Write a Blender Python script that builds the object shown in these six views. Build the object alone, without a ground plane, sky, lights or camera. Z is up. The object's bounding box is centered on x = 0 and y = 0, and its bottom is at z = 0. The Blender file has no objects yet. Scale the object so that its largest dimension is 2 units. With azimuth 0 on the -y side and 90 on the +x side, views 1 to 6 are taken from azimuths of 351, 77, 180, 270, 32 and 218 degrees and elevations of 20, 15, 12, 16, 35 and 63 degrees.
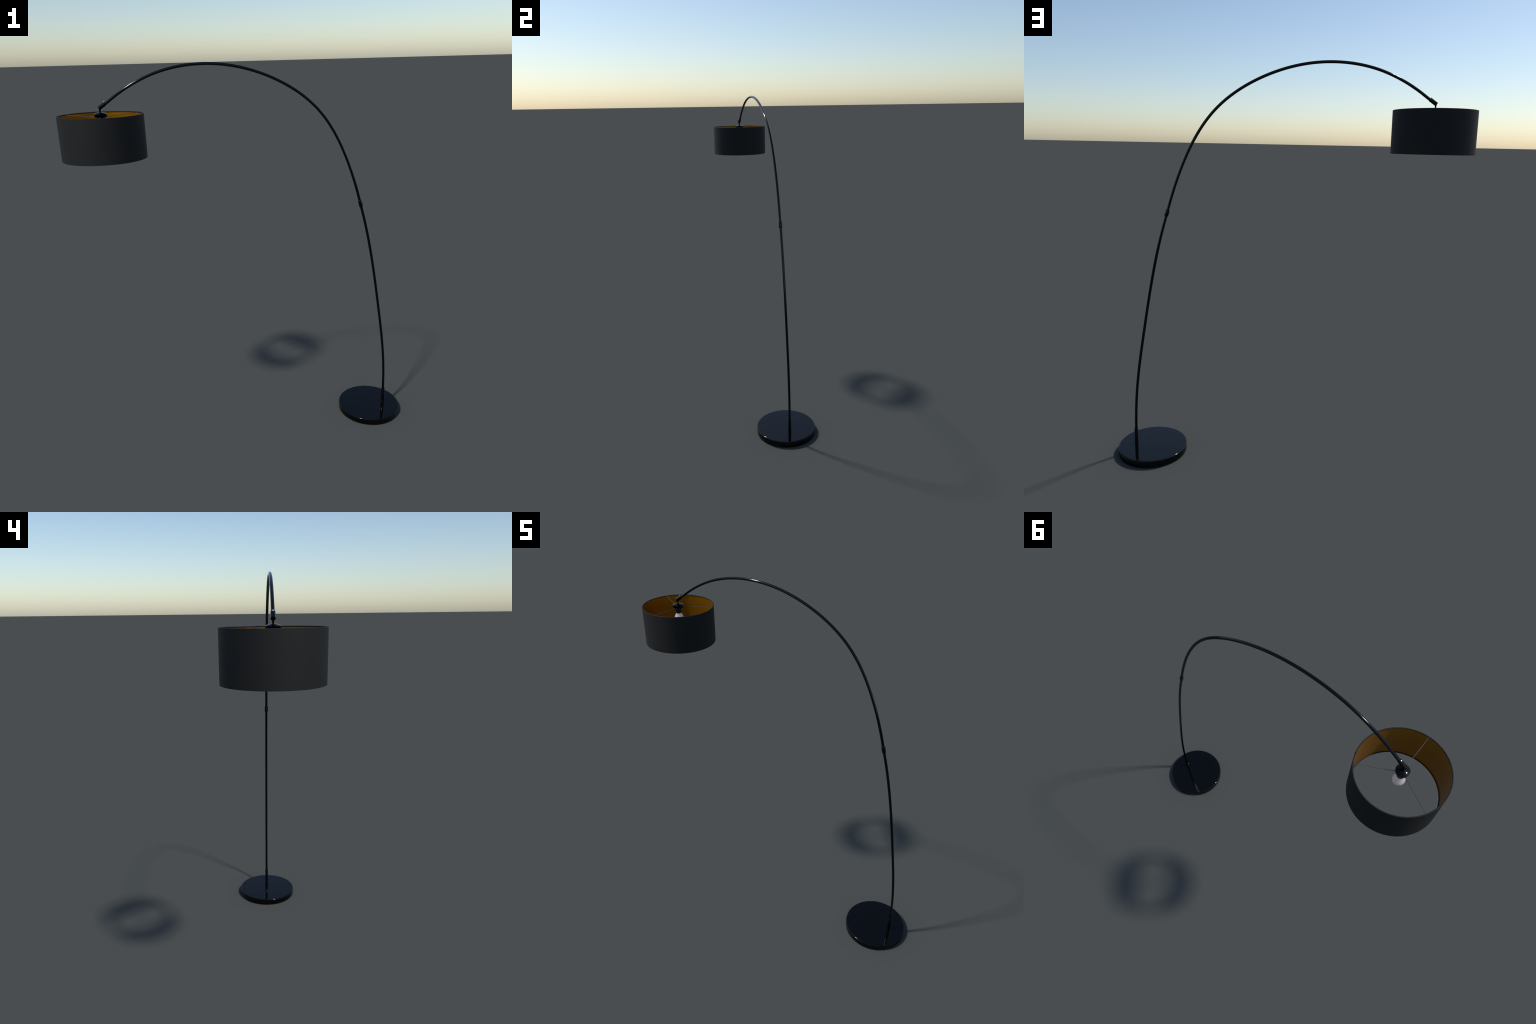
"""Black arc floor lamp: a round weighted foot, a bent two-piece pole, and a drum
shade with a gold lining hanging from the tip of the arc.  The whole lamp lies in
the plane y = 0; every part is a lathe (profile turned about an axis) or a tube
swept along a spline."""
import math
import bpy
import bmesh
from mathutils import Vector, Matrix

# ------------------------------------------------------------------ sizes (m)
BASE_R, BASE_H = 0.1774, 0.0356
BASE_X = 0.8749 - BASE_R                  # right end of the bounding box
SHADE_R, SHADE_TOP, SHADE_BOTTOM = 0.1960, 1.7826, 1.5797
SHADE_X = -0.8749 + SHADE_R               # left end of the bounding box
LOWER_R, UPPER_R = 0.0069, 0.0070

# centre line of the pole, (x, z): foot -> coupling, coupling -> tip
LOWER_LINE = [(0.7849, 0.0400), (0.7840, 0.1444), (0.7798, 0.2486), (0.7715, 0.3527),
              (0.7590, 0.4563), (0.7435, 0.5595), (0.7266, 0.6624), (0.7092, 0.7654),
              (0.6910, 0.8681), (0.6712, 0.9706), (0.6492, 1.0726), (0.6241, 1.1739),
              (0.5955, 1.2743)]
UPPER_LINE = [(0.5955, 1.2743), (0.5761, 1.3405), (0.5548, 1.4060), (0.5311, 1.4708),
              (0.5047, 1.5344), (0.4751, 1.5967), (0.4415, 1.6569), (0.4030, 1.7140),
              (0.3587, 1.7668), (0.3084, 1.8139), (0.2532, 1.8551), (0.1942, 1.8908),
              (0.1324, 1.9213), (0.0684, 1.9468), (0.0025, 1.9671), (-0.0648, 1.9818),
              (-0.1332, 1.9905), (-0.2020, 1.9930), (-0.2708, 1.9893), (-0.3390, 1.9791),
              (-0.4058, 1.9623), (-0.4705, 1.9385), (-0.5326, 1.9085), (-0.5918, 1.8733),
              (-0.6482, 1.8337), (-0.6700, 1.8188)]


# ------------------------------------------------------------------ materials
def new_material(name):
    m = bpy.data.materials.new(name)
    m.use_nodes = True
    nt = m.node_tree
    return m, nt, nt.nodes["Principled BSDF"]


def grain(nt, bsdf, scale, rough, spread, bump=0.0, bump_scale=None):
    """roughness varied by noise on object coordinates, plus an optional fine bump"""
    co = nt.nodes.new("ShaderNodeTexCoord")
    noise = nt.nodes.new("ShaderNodeTexNoise")
    noise.inputs["Scale"].default_value = scale
    noise.inputs["Detail"].default_value = 4.0
    nt.links.new(co.outputs["Object"], noise.inputs["Vector"])
    span = nt.nodes.new("ShaderNodeMapRange")
    span.inputs["To Min"].default_value = rough - spread
    span.inputs["To Max"].default_value = rough + spread
    nt.links.new(noise.outputs["Fac"], span.inputs["Value"])
    nt.links.new(span.outputs["Result"], bsdf.inputs["Roughness"])
    if bump:
        fine = nt.nodes.new("ShaderNodeTexNoise")
        fine.inputs["Scale"].default_value = bump_scale or scale
        nt.links.new(co.outputs["Object"], fine.inputs["Vector"])
        b = nt.nodes.new("ShaderNodeBump")
        b.inputs["Strength"].default_value = bump
        b.inputs["Distance"].default_value = 0.0004
        nt.links.new(fine.outputs["Fac"], b.inputs["Height"])
        nt.links.new(b.outputs["Normal"], bsdf.inputs["Normal"])


def plain(name, colour, rough, metallic=0.0, spread=0.01, spec=0.5, bump=0.0, bump_scale=None):
    m, nt, b = new_material(name)
    b.inputs["Base Color"].default_value = (*colour, 1)
    b.inputs["Metallic"].default_value = metallic
    b.inputs["Specular IOR Level"].default_value = spec
    grain(nt, b, 40.0, rough, spread, bump, bump_scale)
    return m


GLOSS_BLACK = plain("gloss_black_lacquer", (0.0012, 0.0012, 0.0012), 0.07, spec=0.27)
TUBE_BLACK = plain("gloss_black_tube", (0.0012, 0.0012, 0.0012), 0.10, spec=0.30)
FABRIC = plain("black_shade_fabric", (0.0088, 0.0086, 0.0084), 0.70, spread=0.02, spec=0.33,
               bump=0.05, bump_scale=1500)
GOLD = plain("gold_foil_lining", (0.40, 0.168, 0.0), 0.38, metallic=0.72, spread=0.03)
WIRE = plain("dark_grey_wire", (0.045, 0.045, 0.055), 0.45)
PLASTIC = plain("dark_plastic_holder", (0.012, 0.012, 0.013), 0.45, spec=0.4)
OPAL = plain("white_opal_glass", (0.86, 0.85, 0.86), 0.40)
opal_tree = OPAL.node_tree                 # frosted bulb: half of the light passes through the wall
through = opal_tree.nodes.new("ShaderNodeBsdfTranslucent")
through.inputs["Color"].default_value = (0.95, 0.94, 0.96, 1)
opal_mix = opal_tree.nodes.new("ShaderNodeMixShader")
opal_mix.inputs["Fac"].default_value = 0.5
opal_tree.links.new(opal_tree.nodes["Principled BSDF"].outputs[0], opal_mix.inputs[1])
opal_tree.links.new(through.outputs[0], opal_mix.inputs[2])
opal_tree.links.new(opal_mix.outputs[0], opal_tree.nodes["Material Output"].inputs["Surface"])
SCREW = plain("dark_steel_screw", (0.016, 0.016, 0.017), 0.30)
STEEL = plain("bright_steel_button", (0.70, 0.69, 0.73), 0.30, metallic=0.6)

# ------------------------------------------------------------------ builders
LAMP = bpy.data.objects.new("arc_floor_lamp", None)
bpy.context.scene.collection.objects.link(LAMP)
LAMP.location = (BASE_X, 0, 0)
LAMP["label"] = "glossy black arc floor lamp with drum shade, gold inside"
LAMP["category"] = "floor lamp"
ORIGIN = {LAMP: Vector(LAMP.location)}


def add_part(name, bm, material, origin, parent=None, angle=40):
    """mesh given in world coordinates -> child object whose origin is `origin`"""
    parent = parent or LAMP
    origin = Vector(origin)
    bmesh.ops.recalc_face_normals(bm, faces=bm.faces[:])
    bmesh.ops.translate(bm, verts=bm.verts[:], vec=-origin)
    me = bpy.data.meshes.new(name)
    bm.to_mesh(me)
    bm.free()
    me.polygons.foreach_set("use_smooth", [True] * len(me.polygons))
    me.set_sharp_from_angle(angle=math.radians(angle))
    me.materials.append(material)
    ob = bpy.data.objects.new(name, me)
    bpy.context.scene.collection.objects.link(ob)
    ob.parent = parent
    ob.location = origin - ORIGIN[parent]
    ORIGIN[ob] = origin
    return ob


def lathe(profile, origin, axis=(0, 0, 1), segments=96, closed=False):
    """turn (radius, height) points about `axis` through `origin`; radius 0 makes a pole.
    closed=True joins the last point to the first (a ring)."""
    bm = bmesh.new()
    rot = Vector((0, 0, 1)).rotation_difference(Vector(axis).normalized()).to_matrix()
    o = Vector(origin)
    rings = []
    for r, h in profile:
        if r < 1e-7:
            rings.append([bm.verts.new(o + rot @ Vector((0, 0, h)))])
        else:
            rings.append([bm.verts.new(o + rot @ Vector((r * math.cos(a), r * math.sin(a), h)))
                          for a in (2 * math.pi * i / segments for i in range(segments))])
    pairs = list(zip(rings, rings[1:]))
    if closed:
        pairs.append((rings[-1], rings[0]))
    for A, B in pairs:
        for i in range(segments):
            j = (i + 1) % segments
            if len(A) == 1 and len(B) == 1:
                break
            if len(A) == 1:
                bm.faces.new((A[0], B[i], B[j]))
            elif len(B) == 1:
                bm.faces.new((A[i], A[j], B[0]))
            else:
                bm.faces.new((A[i], A[j], B[j], B[i]))
    return bm


def rounded(r, h0, h1, c_low, c_high=None, steps=4):
    """profile of a solid cylinder with rounded lower and upper edges"""
    c_high = c_low if c_high is None else c_high
    p = [(0, h0), (r - 1.3 * c_low, h0)]
    for i in range(steps + 1):
        a = math.pi / 2 * i / steps
        p.append((r - c_low + c_low * math.sin(a), h0 + c_low - c_low * math.cos(a)))
    for i in range(steps + 1):
        a = math.pi / 2 * i / steps
        p.append((r - c_high + c_high * math.cos(a), h1 - c_high + c_high * math.sin(a)))
    p += [(r - 1.3 * c_high, h1), (0, h1)]
    return p


def spline(points, per=6):
    """Catmull-Rom through (x, z) points, in the plane y = 0"""
    P = [Vector((x, 0, z)) for x, z in points]
    P = [P[0] * 2 - P[1]] + P + [P[-1] * 2 - P[-2]]
    out = []
    for i in range(1, len(P) - 2):
        a, b, c, d = P[i - 1:i + 3]
        for k in range(per):
            t = k / per
            out.append(0.5 * ((2 * b) + (c - a) * t + (2 * a - 5 * b + 4 * c - d) * t * t
                              + (3 * b - 3 * c + d - a) * t ** 3))
    out.append(P[-2])
    return out


def tube(path, radius, segments=32):
    """sweep a circle along a planar path, with flat ends"""
    bm = bmesh.new()
    side = Vector((0, 1, 0))
    rings = []
    for i, p in enumerate(path):
        t = (path[min(i + 1, len(path) - 1)] - path[max(i - 1, 0)]).normalized()
        n = side.cross(t).normalized()
        rings.append([bm.verts.new(p + radius * (math.cos(a) * n + math.sin(a) * side))
                      for a in (2 * math.pi * k / segments for k in range(segments))])
    for A, B in zip(rings, rings[1:]):
        for i in range(segments):
            j = (i + 1) % segments
            bm.faces.new((A[i], A[j], B[j], B[i]))
    bm.faces.new(rings[0][::-1])
    bm.faces.new(rings[-1])
    return bm


def ring(R, z, r, origin, segments=128, n=16):
    """torus of wire radius r about the vertical through origin"""
    return lathe([(R + r * math.cos(2 * math.pi * k / n), z + r * math.sin(2 * math.pi * k / n))
                  for k in range(n)], origin, segments=segments, closed=True)


# ------------------------------------------------------------------ foot and pole
c = (BASE_X, 0, 0)
add_part("base", lathe(rounded(BASE_R, 0, BASE_H, 0.0025, 0.0050, 8), c, segments=160), GLOSS_BLACK, c)

# socket: flange on the foot plus a sleeve that takes the pole
sx = LOWER_LINE[0][0]
c = (sx, 0, BASE_H)
add_part("pole_socket", lathe(
    [(0, -0.002), (0.0106, -0.002), (0.0105, 0.0020), (0.0100, 0.0048), (0.0093, 0.0078), (0.0090, 0.0110), (0.0090, 0.0868), (0.0087, 0.0874), (0.0086, 0.0874), (0, 0.0874)], c, segments=48), TUBE_BLACK, c)

lower = spline(LOWER_LINE, 8)
add_part("lower_pole", tube(lower, LOWER_R), TUBE_BLACK, lower[0])
upper = spline(UPPER_LINE, 6)
add_part("upper_pole", tube(upper, UPPER_R), TUBE_BLACK, upper[0])

# coupling sleeve between the two pole halves, with a set screw facing the shade
lo, hi = Vector((0.6003, 0, 1.2562)), Vector((0.5908, 0, 1.2923))
axis = (hi - lo).normalized()
L = (hi - lo).length
coupling = add_part("coupling", lathe(
    [(0, 0), (0.0068, 0), (0.0080, 0.0006), (0.0094, 0.0024), (0.0098, 0.0040), (0.0098, L - 0.0022),
     (0.0094, L - 0.0008), (0.0085, L), (0, L)], lo, axis, segments=48), TUBE_BLACK, lo)
out = Vector((-axis.z, 0, axis.x))        # radial direction towards the shade
seat = lo + axis * (L * 0.58) + out * 0.0092
add_part("set_screw", lathe([(0, 0), (0.0040, 0), (0.0042, 0.0010), (0.0037, 0.0014), (0.0028, 0.0013),
                             (0.0024, 0.0006), (0, 0.0006)], seat, out, segments=24), SCREW, seat, coupling)

# ------------------------------------------------------------------ joint at the tip
start, end = Vector((-0.6512, 0, 1.8330)), Vector((-0.6840, 0, 1.8106))
axis = (end - start).normalized()
L = (end - start).length
sleeve = add_part("tip_sleeve", lathe([(0, 0), (0.0071, 0), (0.0096, 0.0002), (0.0096, 0.0040)]
                                     + rounded(0.0096, 0, L, 0.001, 0.0018)[7:], start, axis, segments=48),
                  TUBE_BLACK, start, angle=100)
up = Vector((axis.z, 0, -axis.x))
if up.z < 0:
    up = -up
seat = start + axis * 0.0026 + up * 0.0085
add_part("steel_button", lathe(rounded(0.0034, 0, 0.0024, 0.0003, 0.0014), seat, up, segments=24),
         STEEL, seat, sleeve)

CX = SHADE_X
c = (CX - 0.0008, 0, 1.786)
add_part("swivel_stem", lathe(
    [(0, 0.003), (0.0037, 0.003), (0.0037, 0.0145), (0.0040, 0.0165), (0.0043, 0.0180),
     (0.0043, 0.0215), (0, 0.0215)], c, segments=32),
    TUBE_BLACK, c)

# canopy: shallow dome over a short drum
dome = [(0.0292 * k / 12, 1.7862 + 0.0084 * (1 - (k / 12) ** 1.8)) for k in range(13)]
c = (CX, 0, 0)
add_part("canopy", lathe(
    dome + [(0.0292, 1.7856), (0.0286, 1.7850), (0.0285, 1.7738), (0.0278, 1.7722), (0.0262, 1.7708),
            (0.0230, 1.7702), (0, 1.7702)], c, segments=64), GLOSS_BLACK, (CX, 0, 1.7856), angle=28)
add_part("bulb_holder", lathe(
    [(0, 1.7702), (0.0178, 1.7702), (0.0174, 1.7600), (0.0171, 1.7440), (0.0165, 1.7420), (0.0150, 1.7414),
     (0, 1.7414)], c, segments=48), PLASTIC, (CX, 0, 1.756))

# bulb: cone neck flowing into a sphere
bulb_z, bulb_r = 1.7062, 0.0265
body = [(bulb_r * math.sin(a), bulb_z - bulb_r * math.cos(a)) for a in
        (math.radians(118) * k / 22 for k in range(23))]
neck = [(0.0208, 1.7256), (0.0182, 1.7310), (0.0162, 1.7362), (0.0150, 1.7410), (0.0146, 1.7440), (0, 1.7440)]
add_part("bulb", lathe(body + neck, c, segments=48), OPAL, (CX, 0, bulb_z), angle=60)

# ------------------------------------------------------------------ drum shade
RIM = 0.0025
zt, zb = SHADE_TOP - 0.0010, SHADE_BOTTOM + 0.0010
mid = (CX, 0, (SHADE_TOP + SHADE_BOTTOM) / 2)
shade = add_part("shade", lathe([(SHADE_R, zb), (SHADE_R, zt), (SHADE_R - 0.0012, zt), (SHADE_R - 0.0012, zb)],
                                c, segments=192, closed=True), FABRIC, mid)
ri = SHADE_R - 0.0014
add_part("lining", lathe([(ri, zb + 0.001), (ri, zt - 0.001), (ri - 0.0006, zt - 0.001), (ri - 0.0006, zb + 0.001)],
                         c, segments=192, closed=True), GOLD, mid, shade)
for z in (SHADE_TOP - RIM, SHADE_BOTTOM + RIM):
    add_part("rim", ring(SHADE_R - RIM - 0.0001, z, RIM, c, segments=192), FABRIC, (CX, 0, z), shade)

# three spokes rising from under the canopy to the upper rim
inner, outer = 0.016, SHADE_R - 2 * RIM + 0.0006
z_in, z_out = 1.7708, 1.7791
run = Vector((outer - inner, 0, z_out - z_in))
o = Vector((CX, 0, SHADE_TOP - RIM))
spoke = None
for k in range(3):
    if spoke is None:
        spoke = add_part("spoke", lathe([(0, 0), (0.0011, 0), (0.0011, run.length), (0, run.length)],
                                        (CX + inner, 0, z_in), run, segments=12), WIRE, o, shade)
        ob = spoke
    else:
        ob = spoke.copy()
        bpy.context.scene.collection.objects.link(ob)
    ob.rotation_euler = (0, 0, math.radians(-90 + 120 * k))
